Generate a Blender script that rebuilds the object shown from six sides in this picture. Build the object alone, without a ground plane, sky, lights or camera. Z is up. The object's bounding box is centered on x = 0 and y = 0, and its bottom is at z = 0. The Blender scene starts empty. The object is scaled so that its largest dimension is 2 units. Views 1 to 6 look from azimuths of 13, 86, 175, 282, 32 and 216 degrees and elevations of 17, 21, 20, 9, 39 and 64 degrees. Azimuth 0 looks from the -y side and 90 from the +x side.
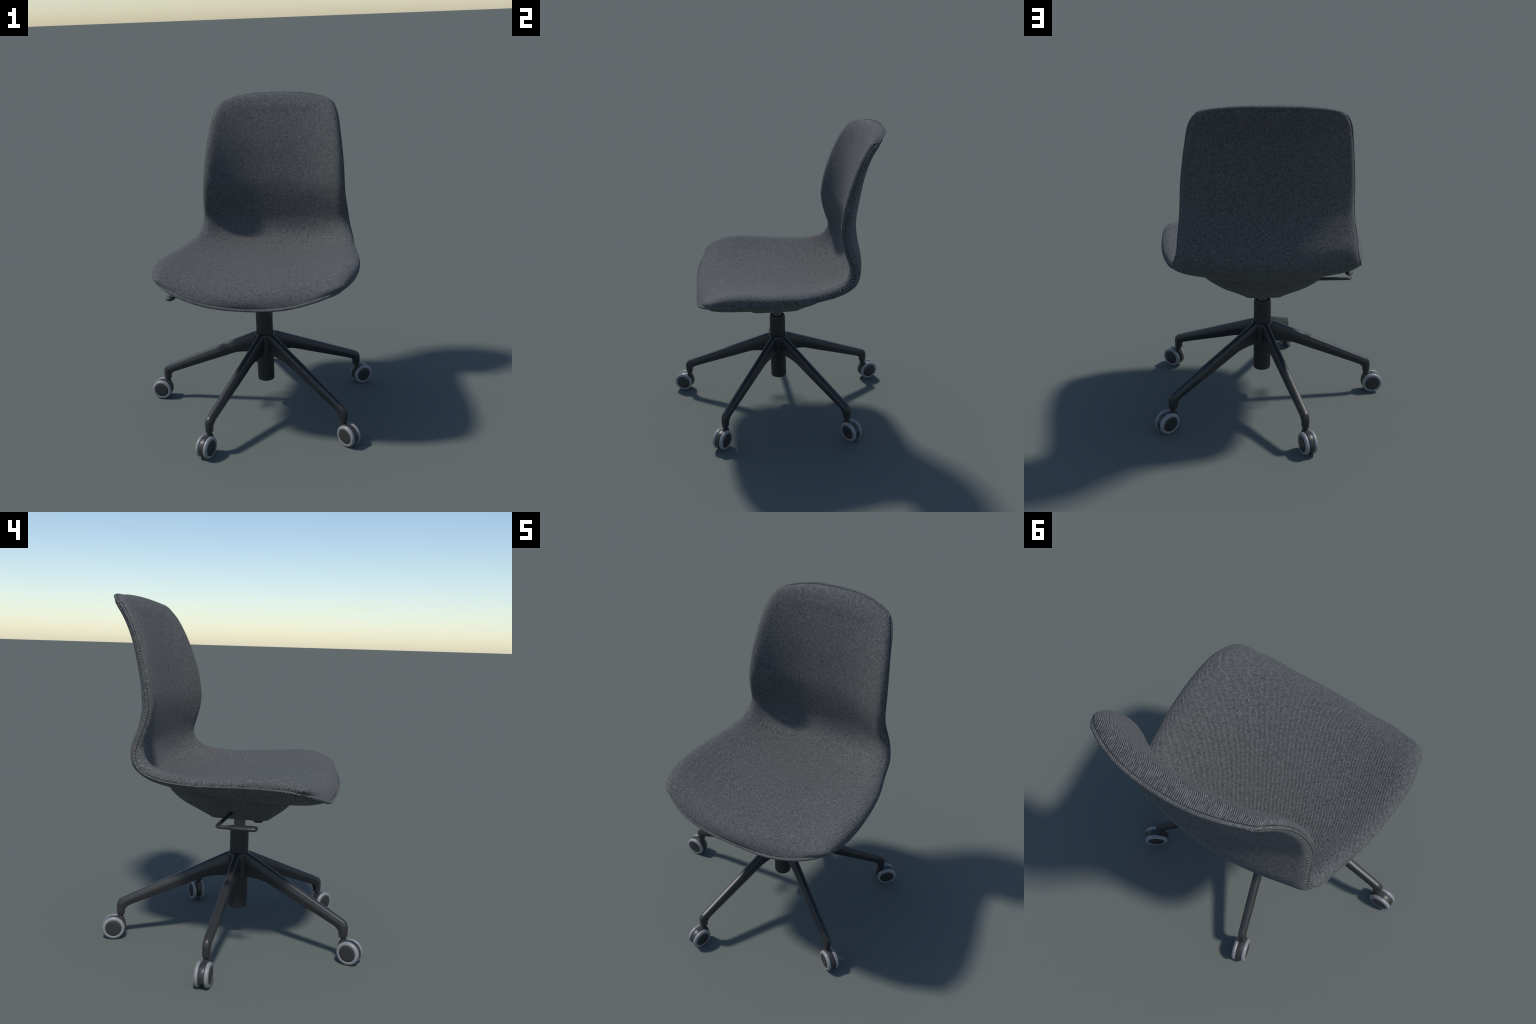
"""Upholstered swivel office chair: padded one-piece shell on a five-legged castor base."""
import bpy, bmesh, math
import numpy as np
from mathutils import Vector, Matrix

X0 = 0.067                      # the chair's plane of symmetry (base centre)
PI = math.pi

# ------------------------------------------------------------------ helpers
def new_obj(name, mesh, parent=None, mat=None, loc=(0, 0, 0)):
    ob = bpy.data.objects.new(name, mesh)
    bpy.context.scene.collection.objects.link(ob)
    if parent is not None:
        ob.parent = parent
    ob.location = loc
    if mat is not None and mesh is not None and len(mesh.materials) == 0:
        mesh.materials.append(mat)
    return ob


def mesh_from(name, verts, faces, smooth=True, angle=None):
    me = bpy.data.meshes.new(name)
    me.from_pydata([tuple(map(float, v)) for v in verts], [], [tuple(map(int, f)) for f in faces])
    bm = bmesh.new()
    bm.from_mesh(me)
    bmesh.ops.recalc_face_normals(bm, faces=bm.faces)
    bm.to_mesh(me)
    bm.free()
    for p in me.polygons:
        p.use_smooth = smooth
    if angle is not None:
        me.set_sharp_from_angle(angle=math.radians(angle))
    me.update()
    return me


def lathe(name, profile, n=64, angle=35, axis='z'):
    """Revolve (radius, height) points; points of radius 0 become poles."""
    verts, faces, rings = [], [], []
    for r, h in profile:
        if r < 1e-6:
            rings.append([len(verts)])
            verts.append((0, 0, h))
        else:
            rings.append(list(range(len(verts), len(verts) + n)))
            for i in range(n):
                a = 2 * PI * i / n
                verts.append((r * math.cos(a), r * math.sin(a), h))
    for A, B in zip(rings, rings[1:]):
        for i in range(n):
            j = (i + 1) % n
            if len(A) == 1 and len(B) > 1:
                faces.append((A[0], B[i], B[j]))
            elif len(B) == 1 and len(A) > 1:
                faces.append((A[i], A[j], B[0]))
            elif len(A) > 1:
                faces.append((A[i], A[j], B[j], B[i]))
    if axis == 'y':
        verts = [(x, z, -y) for x, y, z in verts]
    return mesh_from(name, verts, faces, True, angle)


def catmull(P, m, closed=False):
    """Dense Catmull-Rom curve through the rows of P, m steps per span."""
    P = np.asarray(P, float)
    n = len(P)
    out = []
    spans = n if closed else n - 1
    for i in range(spans):
        if closed:
            a, b, c, d = P[(i - 1) % n], P[i], P[(i + 1) % n], P[(i + 2) % n]
        else:
            b, c = P[i], P[i + 1]
            a = P[i - 1] if i > 0 else 2 * b - c
            d = P[i + 2] if i + 2 < n else 2 * c - b
        for j in range(m):
            t = j / m
            out.append(.5 * (2 * b + (c - a) * t + (2 * a - 5 * b + 4 * c - d) * t * t
                             + (3 * b - a - 3 * c + d) * t ** 3))
    if not closed:
        out.append(P[-1])
    return np.array(out)


def tube(name, pts, radius, n=12, closed=False, caps=True):
    """Round tube along a polyline; radius may be a list."""
    pts = np.asarray(pts, float)
    k = len(pts)
    rad = np.broadcast_to(np.asarray(radius, float), (k,))
    if closed:
        tan = np.roll(pts, -1, 0) - np.roll(pts, 1, 0)
    else:
        tan = np.gradient(pts, axis=0)
    tan /= np.linalg.norm(tan, axis=1)[:, None]
    ref = np.array([0, 0, 1.0]) if abs(tan[0][2]) < .9 else np.array([1.0, 0, 0])
    nrm = ref - tan[0] * (ref @ tan[0])
    nrm /= np.linalg.norm(nrm)
    verts, faces = [], []
    for i in range(k):
        nrm = nrm - tan[i] * (nrm @ tan[i])
        nrm /= np.linalg.norm(nrm)
        bi = np.cross(tan[i], nrm)
        for j in range(n):
            a = 2 * PI * j / n
            verts.append(pts[i] + rad[i] * (math.cos(a) * nrm + math.sin(a) * bi))
    for i in range(k if closed else k - 1):
        i2 = (i + 1) % k
        for j in range(n):
            j2 = (j + 1) % n
            faces.append((i * n + j, i * n + j2, i2 * n + j2, i2 * n + j))
    if caps and not closed:
        faces.append(tuple(range(n)))
        faces.append(tuple((k - 1) * n + j for j in range(n)))
    return mesh_from(name, verts, faces, True, 50)


# ------------------------------------------------------------------ materials
def nodes_of(name):
    mat = bpy.data.materials.new(name)
    mat.use_nodes = True
    nt = mat.node_tree
    return mat, nt, nt.nodes['Principled BSDF']


def add(nt, kind, **kw):
    nd = nt.nodes.new(kind)
    for k, v in kw.items():
        if k in nd.inputs:
            nd.inputs[k].default_value = v
        else:
            setattr(nd, k, v)
    return nd


def math_node(nt, op, a, b=None):
    nd = nt.nodes.new('ShaderNodeMath')
    nd.operation = op
    for i, v in enumerate((a, b)):
        if v is None:
            continue
        if isinstance(v, (int, float)):
            nd.inputs[i].default_value = v
        else:
            nt.links.new(v, nd.inputs[i])
    return nd.outputs[0]


def fabric(name, slope, dark, light, fleck):
    """Melange twill: diagonal ribs in (x, y+z), broken up by yarn flecks.
    slope = sign of the diagonal as the cloth is laid on this side of the shell."""
    mat, nt, bsdf = nodes_of(name)
    tc = add(nt, 'ShaderNodeTexCoord')
    sep = add(nt, 'ShaderNodeSeparateXYZ')
    nt.links.new(tc.outputs['Object'], sep.inputs[0])
    x = sep.outputs[0]
    # distance along the shell: y over the seat, z up the back
    over = math_node(nt, 'MULTIPLY', math_node(nt, 'MAXIMUM', math_node(nt, 'SUBTRACT', sep.outputs[1], .36), 0.0), .3)
    run = math_node(nt, 'ADD', math_node(nt, 'MINIMUM', sep.outputs[1], .36), over)
    s = math_node(nt, 'ADD', run, sep.outputs[2])
    q = math_node(nt, 'ADD', math_node(nt, 'MULTIPLY', x, .80),
                  math_node(nt, 'MULTIPLY', s, .60 * slope))        # across the ribs
    p = math_node(nt, 'SUBTRACT', math_node(nt, 'MULTIPLY', x, .60),
                  math_node(nt, 'MULTIPLY', s, .80 * slope))        # along the ribs
    wob = add(nt, 'ShaderNodeTexNoise', Scale=9.0, Detail=2.0)
    nt.links.new(tc.outputs['Object'], wob.inputs['Vector'])
    qw = math_node(nt, 'ADD', q, math_node(nt, 'MULTIPLY', wob.outputs[0], .006))
    rib = math_node(nt, 'SINE', math_node(nt, 'MULTIPLY', qw, 2 * PI / .0063))
    rib01 = math_node(nt, 'MULTIPLY_ADD', rib, .5)
    rib01.node.inputs[2].default_value = .5
    # yarn flecks, stretched along the ribs
    comb = add(nt, 'ShaderNodeCombineXYZ')
    nt.links.new(math_node(nt, 'MULTIPLY', q, 210.0), comb.inputs[0])
    nt.links.new(math_node(nt, 'MULTIPLY', p, 120.0), comb.inputs[1])
    nt.links.new(math_node(nt, 'MULTIPLY', sep.outputs[2], 20.0), comb.inputs[2])
    n1 = add(nt, 'ShaderNodeTexNoise', Scale=1.0, Detail=2.0, Roughness=.55)
    nt.links.new(comb.outputs[0], n1.inputs['Vector'])
    n2 = add(nt, 'ShaderNodeTexNoise', Scale=80.0, Detail=1.0, Roughness=.6)
    nt.links.new(tc.outputs['Object'], n2.inputs['Vector'])
    mixv = math_node(nt, 'ADD', math_node(nt, 'MULTIPLY', rib01, .44),
                     math_node(nt, 'ADD', math_node(nt, 'MULTIPLY', n1.outputs[0], .66),
                               math_node(nt, 'MULTIPLY', n2.outputs[0], .36)))
    ramp = add(nt, 'ShaderNodeValToRGB')
    cr = ramp.color_ramp
    cr.elements[0].position = .49
    cr.elements[0].color = (*dark, 1)
    cr.elements[1].position = 1.0
    cr.elements[1].color = (*fleck, 1)
    e = cr.elements.new(.745)
    e.color = (*light, 1)
    nt.links.new(mixv, ramp.inputs[0])
    nt.links.new(ramp.outputs[0], bsdf.inputs['Base Color'])
    bsdf.inputs['Roughness'].default_value = .95
    bsdf.inputs['Specular IOR Level'].default_value = .15
    bsdf.inputs['Sheen Weight'].default_value = .06
    bsdf.inputs['Sheen Roughness'].default_value = .5
    hgt = math_node(nt, 'ADD', math_node(nt, 'MULTIPLY', rib01, .8), math_node(nt, 'MULTIPLY', n1.outputs[0], .25))
    bump = add(nt, 'ShaderNodeBump', Strength=.24, Distance=.0014)
    nt.links.new(hgt, bump.inputs['Height'])
    nt.links.new(bump.outputs[0], bsdf.inputs['Normal'])
    return mat


def plain(name, col, rough, metal=0.0, spec=.5, grain=0.0, scale=60.0, coat=0.0):
    mat, nt, bsdf = nodes_of(name)
    tc = add(nt, 'ShaderNodeTexCoord')
    nz = add(nt, 'ShaderNodeTexNoise', Scale=scale, Detail=3.0)
    nt.links.new(tc.outputs['Object'], nz.inputs['Vector'])
    ramp = add(nt, 'ShaderNodeValToRGB')
    ramp.color_ramp.elements[0].position = .3
    ramp.color_ramp.elements[1].position = .7
    ramp.color_ramp.elements[0].color = (*[c * (1 - grain) for c in col], 1)
    ramp.color_ramp.elements[1].color = (*[c * (1 + grain) for c in col], 1)
    nt.links.new(nz.outputs[0], ramp.inputs[0])
    nt.links.new(ramp.outputs[0], bsdf.inputs['Base Color'])
    bsdf.inputs['Roughness'].default_value = rough
    bsdf.inputs['Metallic'].default_value = metal
    bsdf.inputs['Specular IOR Level'].default_value = spec
    bsdf.inputs['Coat Weight'].default_value = coat
    return mat


M_FRONT = fabric('grey_twill_front', 1, (.031, .0315, .0323), (.076, .0771, .0786), (.165, .1670, .1700))
M_BACK = fabric('grey_twill_back', -1, (.031, .0315, .0323), (.076, .0771, .0786), (.165, .1670, .1700))
M_DARK_LINE = plain('dark_line_matte', (.018, .018, .020), .9, spec=.1, grain=.2)
M_PIPE = fabric('grey_twill_piping', 1, (.038, .0386, .0396), (.088, .0894, .0912), (.170, .1722, .1755))
M_METAL = plain('black_powder_coat', (.025, .025, .026), .42, spec=.5, grain=.08, scale=120)
M_TUBE = plain('black_column_plastic', (.021, .022, .023), .55, spec=.4, grain=.06)
M_PISTON = plain('grey_piston_steel', (.10, .10, .10), .35, metal=.3, grain=.05)
M_TYRE = plain('light_grey_rubber', (.222, .223, .231), .38, spec=.5, grain=.04, scale=25)
M_HUB = plain('black_castor_plastic', (.029, .029, .030), .42, spec=.5, grain=.06)

# ------------------------------------------------------------------ root
chair = bpy.data.objects.new('office_chair', None)
bpy.context.scene.collection.objects.link(chair)
chair.empty_display_size = .2
chair.location = (X0, 0, 0)
chair['label'] = 'grey fabric swivel chair on a black five-star castor base'
chair['category'] = 'office chair'

# ------------------------------------------------------------------ shell
# Half of the seam loop, (half width, y, z): front centre -> round the seat -> up the back -> top centre
SEAM = [(0, -.546, .885), (.225, -.548, .902), (.428, -.516, .953), (.562, -.428, 1.001), (.617, -.281, 1.021),
        (.621, -.081, 1.020), (.598, .126, 1.011), (.555, .308, 1.019), (.531, .430, 1.064), (.505, .468, 1.153),
        (.495, .440, 1.248), (.482, .405, 1.376), (.470, .431, 1.565), (.443, .488, 1.757), (.409, .561, 1.894),
        (.340, .636, 1.956), (.179, .699, 1.985), (0, .716, 1.990)]
MIRR = [(-SEAM[1][0],) + SEAM[1][1:]] + SEAM + [(-SEAM[-2][0],) + SEAM[-2][1:]]
_D = catmull(MIRR, 40)


def seam_at(i):
    """Point of the right half of the seam at (fractional) control index i in 0..17."""
    f = (np.asarray(i, float) + 1) * 40
    k = np.clip(np.floor(f).astype(int), 0, len(_D) - 2)
    t = (f - k)[..., None]
    return _D[k] * (1 - t) + _D[k + 1] * t


CF, CT = 2.9, 14.8              # seam indices of the front and top corners of the loft grid

# rows of the loft: seam index | front crest (half width, y, z) | front centre (y, z) | dish power
#                   | rear centre (y, z) | rear bow k
ROWS = [
    (3.15, (.516, -.484, 1.020), (-.553, .915), 1.9, (-.525, .878), .00),
    (3.45, (.541, -.430, 1.052), (-.540, .950), 1.9, (-.490, .866), .00),
    (3.80, (.556, -.356, 1.074), (-.494, .986), 1.9, (-.430, .857), .00),
    (4.20, (.563, -.255, 1.082), (-.400, 1.009), 2.1, (-.330, .854), .00),
    (5.00, (.563, -.095, 1.068), (-.205, 1.011), 2.4, (-.170, .864), .00),
    (5.90, (.543, .090, 1.056), (.000, 1.004), 2.5, (.020, .895), .00),
    (6.60, (.516, .220, 1.058), (.195, .996), 2.6, (.190, .917), .00),
    (7.25, (.490, .325, 1.074), (.350, .996), 2.8, (.322, .933), .00),
    (7.80, (.473, .384, 1.098), (.443, 1.017), 3.0, (.424, .960), .00),
    (8.40, (.462, .416, 1.136), (.493, 1.072), 3.0, (.501, 1.000), .10),
    (9.10, (.456, .427, 1.180), (.507, 1.150), 3.0, (.558, 1.064), .26),
    (9.75, (.452, .414, 1.230), (.500, 1.230), 3.0, (.568, 1.145), .34),
    (10.4, (.446, .394, 1.290), (.492, 1.300), 2.8, (.550, 1.245), .40),
    (11.0, (.441, .377, 1.370), (.487, 1.375), 2.5, (.538, 1.350), .46),
    (11.4, (.436, .374, 1.440), (.488, 1.445), 2.5, (.542, 1.440), .49),
    (12.0, (.428, .390, 1.550), (.503, 1.555), 2.5, (.557, 1.555), .52),
    (12.6, (.417, .425, 1.668), (.522, 1.675), 2.5, (.581, 1.675), .51),
    (13.2, (.403, .466, 1.775), (.549, 1.785), 2.5, (.613, 1.782), .50),
    (13.8, (.387, .508, 1.862), (.575, 1.868), 2.5, (.650, 1.862), .49),
    (14.2, (.373, .544, 1.914), (.596, 1.932), 2.4, (.684, 1.920), .49),
    (14.55, (.346, .588, 1.961), (.642, 1.994), 2.3, (.705, 1.961), .54),
]
NU = 33                          # lateral stations per half (0 = centre, last = seam)
UC = .80                         # lateral share of the crest / shoulder
MROW = 6                         # loft steps between rows


def lateral(centre, crest, seam, power, rnd=1.0, swell=0.0):
    """One row across half the shell: dished panel to the crest, then a quarter-round roll to the seam."""
    out = []
    for i in range(NU):
        u = i / (NU - 1)
        if u <= UC:
            f = u / UC
            x = crest[0] * f
            yz = centre + (crest[1:] - centre) * f ** power
        else:
            g = (u - UC) / (1 - UC)
            th = g * PI / 2
            x = crest[0] + (seam[0] - crest[0]) * (rnd * math.sin(th) + (1 - rnd) * g) + swell * math.sin(PI * g)
            yz = crest[1:] + (seam[1:] - crest[1:]) * (rnd * (1 - math.cos(th)) + (1 - rnd) * g)
        out.append((x, yz[0], yz[1]))
    return np.array(out)


def half_skin(front):
    rows = [np.array([seam_at(CF * i / (NU - 1)) for i in range(NU)])]
    for t, crest, fc, pw, rc, k in ROWS:
        seam = seam_at(t)
        if front:
            rows.append(lateral(np.array(fc), np.array(crest), seam, pw, 1.0, np.interp(t, [3.2, 4.2, 8.0, 10, 17], [.012, .015, .013, .007, .005])))
        else:
            w = seam[0] * .88
            if k > 0:            # backrest: bowed in plan
                mix = .65 if t < 10 else .4
                sh = np.array([w, rc[0] - k * w * w, rc[1] * (1 - mix) + seam[2] * mix])
                sh[1] = max(sh[1], seam[1] + np.interp(t, [8, 9.9, 11], [.019, .019, .032]))
                rows.append(lateral(np.array(rc), sh, seam, 2.0 if t < 11.5 else 2.5))
            else:                # seat pan: shallow trough
                lift = .48 if t < 4.6 else (.42 if t < 5.5 else .45)
                sh = np.array([seam[0] * .78, rc[0] * .5 + seam[1] * .5, rc[1] + (seam[2] - rc[1]) * lift])
                rows.append(lateral(np.array(rc), sh, seam, 2.0, .6))
    rows.append(np.array([seam_at(17 + (CT - 17) * i / (NU - 1)) for i in range(NU)]))
    R = np.array(rows)
    dense = np.stack([catmull(R[:, i], MROW) for i in range(NU)], 1)
    return dense


def full_grid(front):
    H = half_skin(front)
    L = H[:, :0:-1].copy()
    L[:, :, 0] *= -1
    G = np.concatenate([L, H], 1)
    for _ in range(6):           # relax the interior; the seam border stays put
        A = G[1:-1, 1:-1]
        G[1:-1, 1:-1] = A + .5 * ((G[:-2, 1:-1] + G[2:, 1:-1] + G[1:-1, :-2] + G[1:-1, 2:]) / 4 - A)
    return G


def grid_faces(nr, nc):
    return [(r * nc + c, r * nc + c + 1, (r + 1) * nc + c + 1, (r + 1) * nc + c)
            for r in range(nr - 1) for c in range(nc - 1)]


def skin_parts(G, split_row, names, mat, flip):
    """Grid -> subdivided smooth surface -> two named meshes with shared border and shared normals."""
    nr, nc = G.shape[:2]
    me = bpy.data.meshes.new('shell_skin')
    f = grid_faces(nr, nc)
    if flip:
        f = [tuple(reversed(q)) for q in f]
    me.from_pydata([tuple(map(float, v)) for v in G.reshape(-1, 3)], [], f)
    bm = bmesh.new()
    bm.from_mesh(me)
    rows = bm.faces.layers.int.new('row')
    bm.faces.ensure_lookup_table()
    for i, fc in enumerate(bm.faces):
        fc[rows] = i // (nc - 1)
    bm.normal_update()
    bm.verts.ensure_lookup_table()
    normal = [tuple(v.normal) for v in bm.verts]
    for name, keep in zip(names, (lambda r: r < split_row, lambda r: r >= split_row)):
        vid, verts, faces, nrm = {}, [], [], []
        for fc in bm.faces:
            if keep(fc[rows]):
                ids = []
                for v in fc.verts:
                    if v.index not in vid:
                        vid[v.index] = len(verts)
                        verts.append(tuple(v.co))
                        nrm.append(normal[v.index])
                    ids.append(vid[v.index])
                faces.append(ids)
        m = bpy.data.meshes.new(name)
        m.from_pydata(verts, [], faces)
        for p in m.polygons:
            p.use_smooth = True
        m.normals_split_custom_set_from_vertices(nrm)
        new_obj(name, m, chair, mat)
    bm.free()
    bpy.data.meshes.remove(me)


GF = full_grid(True)
GB = full_grid(False)
skin_parts(GF, 9 * MROW, ('seat_cushion', 'backrest_cushion'), M_FRONT, False)
skin_parts(GB, 9 * MROW, ('seat_cover', 'backrest_cover'), M_BACK, True)

# piping bead that runs all round the seam, and a thin dark tube just in from it on the front skin
idx = np.linspace(0, 17, 341)
half = seam_at(idx)
loop = np.concatenate([half, (half * [-1, 1, 1])[-2:0:-1]])
# the bead stands proud along the front and the top edge and sinks into the roll on the sides
fat = np.interp(idx, [0, 3.0, 4.2, 12.6, 14.2, 17], [.0100, .0092, .0035, .0035, .0070, .0088])
fat = np.concatenate([fat, fat[-2:0:-1]])
new_obj('piping', tube('piping', loop, fat, 10, closed=True), chair, M_PIPE)


def border(G, inset):
    H = G[inset:G.shape[0] - inset, inset:G.shape[1] - inset]
    return np.concatenate([H[0, :-1], H[:-1, -1], H[-1, :0:-1], H[:0:-1, 0]])


def groove(G, off):
    """Path of the thin dark line, a fixed distance in from the seam on one skin."""
    out, inn = border(G, 0), border(G, 2)
    pts = []
    for p in out:
        q = inn[np.argmin(((inn - p) ** 2).sum(1))]
        pts.append(p + (q - p) / np.linalg.norm(q - p) * off)
    pts = np.array(pts)
    for _ in range(8):
        pts = .5 * pts + .25 * (np.roll(pts, 1, 0) + np.roll(pts, -1, 0))
    return pts


new_obj('dark_seam_line', tube('dark_seam_line', groove(GF, .0090), .0017, 6, closed=True), chair, M_DARK_LINE)
# ------------------------------------------------------------------ mechanism cover under the seat
def superellipse(hx, y0, y1, z, n, k=72):
    out = []
    for i in range(k):
        a = 2 * PI * i / k
        c, s = math.cos(a), math.sin(a)
        r = (abs(c) ** n + abs(s) ** n) ** (-1 / n)
        out.append((hx * r * c, (y0 + y1) / 2 + (y1 - y0) / 2 * r * s, z))
    return out


secs = [(.070, -.120, .100, .7440, 5), (.118, -.182, .150, .7443, 6), (.128, -.193, .158, .7475, 6),
        (.145, -.206, .172, .756, 4.5), (.224, -.270, .250, .803, 3.3), (.310, -.318, .325, .850, 2.8),
        (.388, -.362, .385, .905, 2.5), (.430, -.380, .430, .955, 2.2), (.435, -.380, .450, .990, 2.2)]
ctrl = np.array([superellipse(*s) for s in secs])
dense = np.stack([catmull(ctrl[:, i], 4) for i in range(ctrl.shape[1])], 1)
nr, nc = dense.shape[:2]
faces = [(r * nc + c, r * nc + (c + 1) % nc, (r + 1) * nc + (c + 1) % nc, (r + 1) * nc + c)
         for r in range(nr - 1) for c in range(nc)] + [tuple(range(nc)), tuple((nr - 1) * nc + c for c in range(nc))]
new_obj('mechanism_cover', mesh_from('mechanism_cover', dense.reshape(-1, 3), faces, True, 40), chair, M_BACK)
new_obj('tension_knob', lathe('tension_knob', [(0, -.016), (.024, -.016), (.029, -.012), (.030, 0), (.030, .02)], 40),
        chair, M_TUBE, (-.088, -.128, .747))

# ------------------------------------------------------------------ height lever
bend = np.array([-.5605, -.004, .8005])
path = [(-.16, -.002, .802), (-.35, -.003, .801), (-.535, -.004, .8005)]
path += [tuple(bend + np.array([.026 - .026 * math.sin(a), -.026 * (1 - math.cos(a)), 0])) for a in np.linspace(.2, PI / 2, 7)]
path += [(-.5605, -.07, .801)]
lever = new_obj('height_lever', tube('height_lever', path, .0102, 14), chair, M_METAL)
# flat paddle grip: (distance along, half width, half thickness)
GRIP = [(0, .007, .007), (.002, .0112, .0108), (.020, .013, .0118), (.026, .018, .0130), (.034, .024, .0140),
        (.075, .0290, .0146), (.125, .0295, .0146), (.150, .0275, .0140), (.160, .0230, .0118), (.167, .014, .0075),
        (.169, .005, .003)]
rows = []
for t, hw, ht in catmull(GRIP, 3):
    rows.append([(-.562 - .002 * t / .168 + hw * math.cos(a), -.056 - t, .8015 + .003 * t / .168 + ht * math.sin(a))
                 for a in np.linspace(0, 2 * PI, 24, endpoint=False)])
R = np.array(rows)
n, m = R.shape[:2]
gf = [(i * m + j, i * m + (j + 1) % m, (i + 1) * m + (j + 1) % m, (i + 1) * m + j) for i in range(n - 1) for j in range(m)]
gf += [tuple(range(m)), tuple((n - 1) * m + j for j in range(m))]
new_obj('lever_grip', mesh_from('lever_grip', R.reshape(-1, 3), gf, True, 50), lever, M_METAL)

# ------------------------------------------------------------------ gas column
column = new_obj('column_tube', lathe('column_tube', [
    (0, .192), (.046, .192), (.0525, .196), (.0545, .204), (.0545, .655), (.0535, .666), (.050, .6735),
    (.0445, .6735), (.0425, .668), (.0420, .60), (0, .60)], 72, 30), chair, M_TUBE)
new_obj('piston', lathe('piston', [(0, .60), (.034, .60), (.034, .80), (0, .80)], 56, 40), column, M_PISTON)

# ------------------------------------------------------------------ five-star base
base = new_obj('star_base', lathe('star_base', [
    (.050, .383), (.0575, .383), (.0600, .386), (.0620, .40), (.0640, .45), (.0660, .500), (.0670, .514), (.0645, .521),
    (.0600, .5245), (.0560, .5225), (.0548, .515)], 80, 35), chair, M_METAL)

LEG = [  # top (r, z) | bottom (r, z) | half width
    ((.045, .527), (.045, .384), .026), ((.075, .516), (.085, .383), .0245), ((.110, .501), (.135, .381), .023),
    ((.160, .478), (.185, .3745), .0220), ((.200, .460), (.225, .362), .0215), ((.300, .4145), (.320, .3245), .0215),
    ((.420, .360), (.435, .281), .0215), ((.540, .3055), (.555, .2345), .0210), ((.630, .2645), (.622, .208), .0205),
    ((.668, .247), (.643, .1985), .0202), ((.6935, .2345), (.656, .187), .0200), ((.7065, .2185), (.6635, .176), .0198),
    ((.7120, .195), (.6660, .164), .0195), ((.7115, .165), (.667, .154), .0190), ((.710, .1450), (.667, .1475), .0185),
    ((.707, .1400), (.669, .1440), .0165)]
# share of depth, share of half width: narrow crown, upper facet, widest line, lower facet, flat sole
SECT = [(0, .40), (.035, .60), (.10, .75), (.45, .985), (.49, 1.0), (.53, .985), (.90, .84), (.97, .74), (1.0, .52)]


def leg_mesh():
    rows = []
    tops = catmull([l[0] for l in LEG], 4) + [0, .0035]
    bots = catmull([l[1] for l in LEG], 4)
    hw = catmull([[l[2]] for l in LEG], 4)[:, 0] * 1.12
    for t, b, w in zip(tops, bots, hw):
        ring = [(t + (b - t) * f, w * g) for f, g in SECT]
        rows.append([(p[0], g, p[1]) for p, g in ring] + [(p[0], -g, p[1]) for p, g in reversed(ring)])
    R = np.array(rows)
    n, m = R.shape[:2]
    f = [(i * m + j, i * m + (j + 1) % m, (i + 1) * m + (j + 1) % m, (i + 1) * m + j)
         for i in range(n - 1) for j in range(m)] + [tuple(range(m)), tuple((n - 1) * m + j for j in range(m))]
    return mesh_from('leg', R.reshape(-1, 3), f, True, 38)


# ------------------------------------------------------------------ castors
RW, OFF = .0662, .0400            # wheel radius, trail of the wheel behind the swivel
TYRE = [(.046, .0155), (.056, .0155), (.0620, .0165), (.0652, .0195), (.0662, .0240), (.0662, .0285),
        (.0640, .0335), (.0600, .0372), (.0545, .0388), (.0500, .0388), (.0475, .0378), (.0470, .0340)]
CAP = [(0, .0392), (.030, .0392), (.0425, .0386), (.0455, .0372), (.0468, .0345), (.0468, .0165), (.0450, .0158), (0, .0158)]


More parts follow.
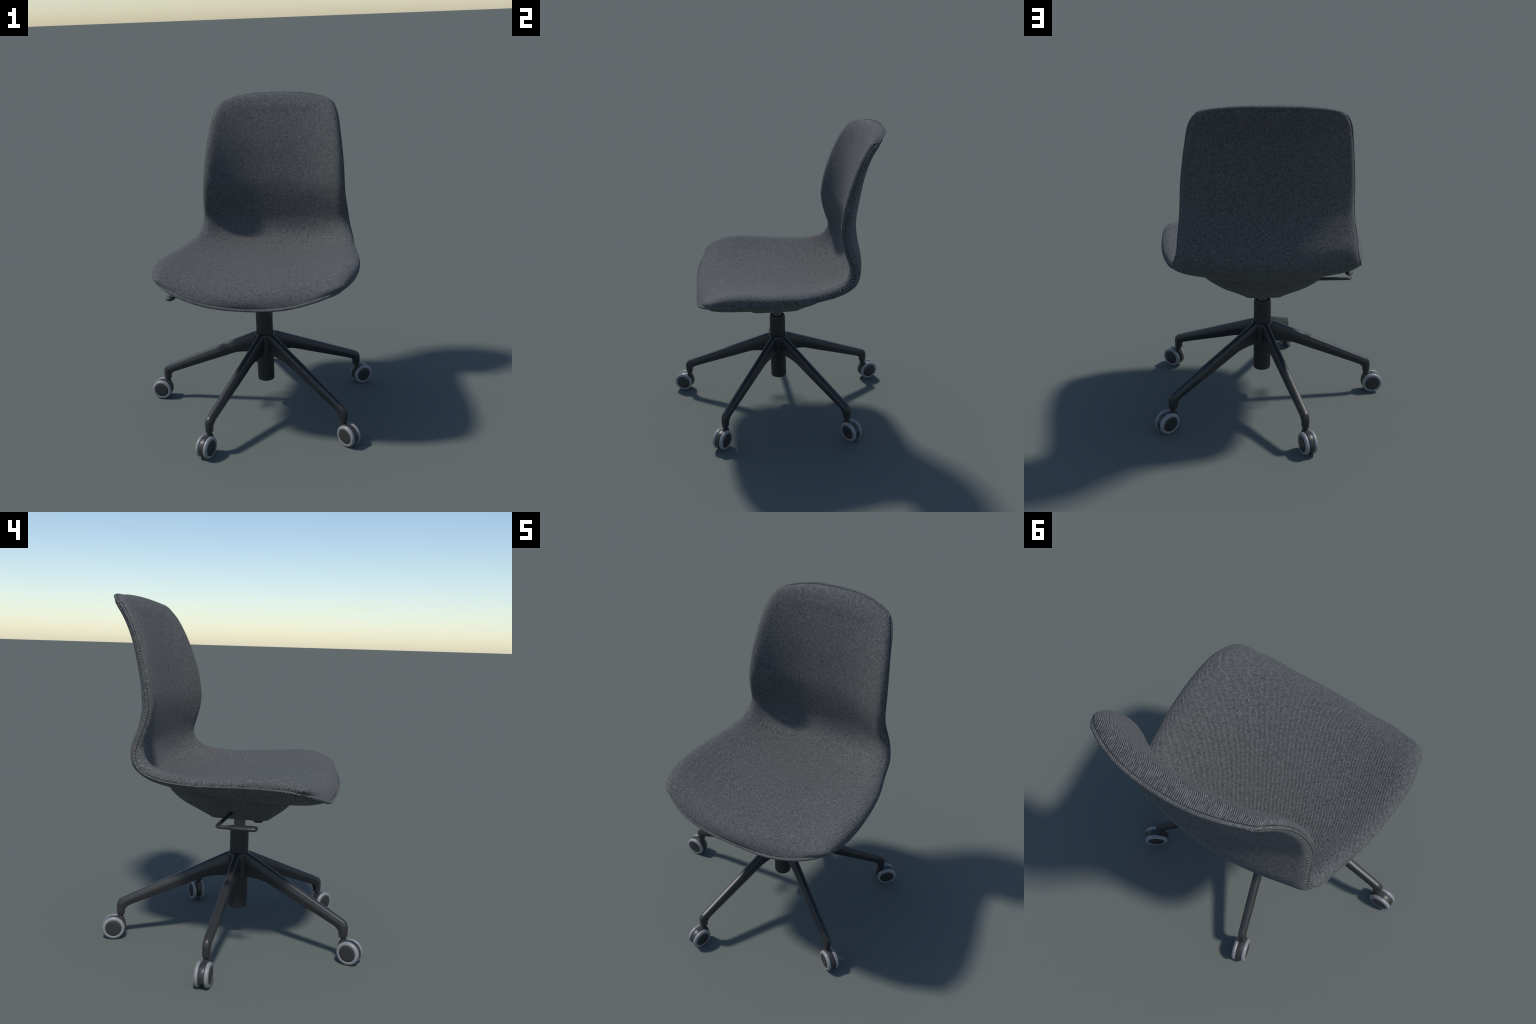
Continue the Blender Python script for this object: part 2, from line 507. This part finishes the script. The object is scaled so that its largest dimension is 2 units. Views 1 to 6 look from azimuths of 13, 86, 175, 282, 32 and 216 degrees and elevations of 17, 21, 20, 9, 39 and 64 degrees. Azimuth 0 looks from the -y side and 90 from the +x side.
def hood_mesh():
    """Dark mudguard between the two wheels, drawn in the wheel plane and extruded."""
    arc = [(.0635 * math.cos(a), .0635 * math.sin(a)) for a in np.radians(np.linspace(-24, 96, 22))]
    prof = arc + [(-.0215, .0628), (-.0225, .0650), (-.0545, .0650), (-.0565, .0600), (-.0640, .0400), (-.0690, .0180),
                  (-.0700, .0), (-.0670, -.0180), (-.0600, -.0270), (-.020, -.0260), (.020, -.0250)]
    bm = bmesh.new()
    w = .0148
    vs = [bm.verts.new((o, -w, z)) for o, z in prof]
    face = bm.faces.new(vs)
    ext = bmesh.ops.extrude_face_region(bm, geom=[face])
    bmesh.ops.translate(bm, vec=(0, 2 * w, 0), verts=[v for v in ext['geom'] if isinstance(v, bmesh.types.BMVert)])
    bmesh.ops.recalc_face_normals(bm, faces=bm.faces)
    edges = [e for e in bm.edges if abs(e.verts[0].co.y - e.verts[1].co.y) < 1e-6]
    bmesh.ops.bevel(bm, geom=edges, offset=.0016, segments=2, profile=.5, affect='EDGES')
    me = bpy.data.meshes.new('caster')
    bm.to_mesh(me)
    bm.free()
    for p in me.polygons:
        p.use_smooth = True
    me.set_sharp_from_angle(angle=math.radians(35))
    return me


ME_LEG, ME_HOOD = leg_mesh(), hood_mesh()
ME_TYRE = lathe('tyre', TYRE, 72, 60, 'y')
ME_CAP = lathe('hub_cap', CAP, 64, 28, 'y')
ME_STEM = lathe('swivel_stem', [(0, .125), (.0135, .125), (.0135, .150), (0, .150)], 32)
for me_, mt in ((ME_LEG, M_METAL), (ME_HOOD, M_HUB), (ME_TYRE, M_TYRE), (ME_CAP, M_HUB), (ME_STEM, M_TUBE)):
    me_.materials.append(mt)

for k in range(5):
    ang = math.radians(36 + 72 * k)
    leg = new_obj('leg', ME_LEG, base)
    leg.rotation_euler = (0, 0, ang)
    d = np.array([math.cos(ang), math.sin(ang)])
    pos = d * (.691 + OFF)
    caster = new_obj('caster', ME_HOOD, chair, None, (pos[0], pos[1], RW))
    caster.rotation_euler = (0, 0, ang)
    for side in (0, PI):
        for nm, me_ in (('tyre', ME_TYRE), ('hub_cap', ME_CAP)):
            ob = new_obj(nm, me_, caster)
            ob.rotation_euler = (0, 0, side)
    new_obj('swivel_stem', ME_STEM, caster, None, (-OFF, 0, -RW))
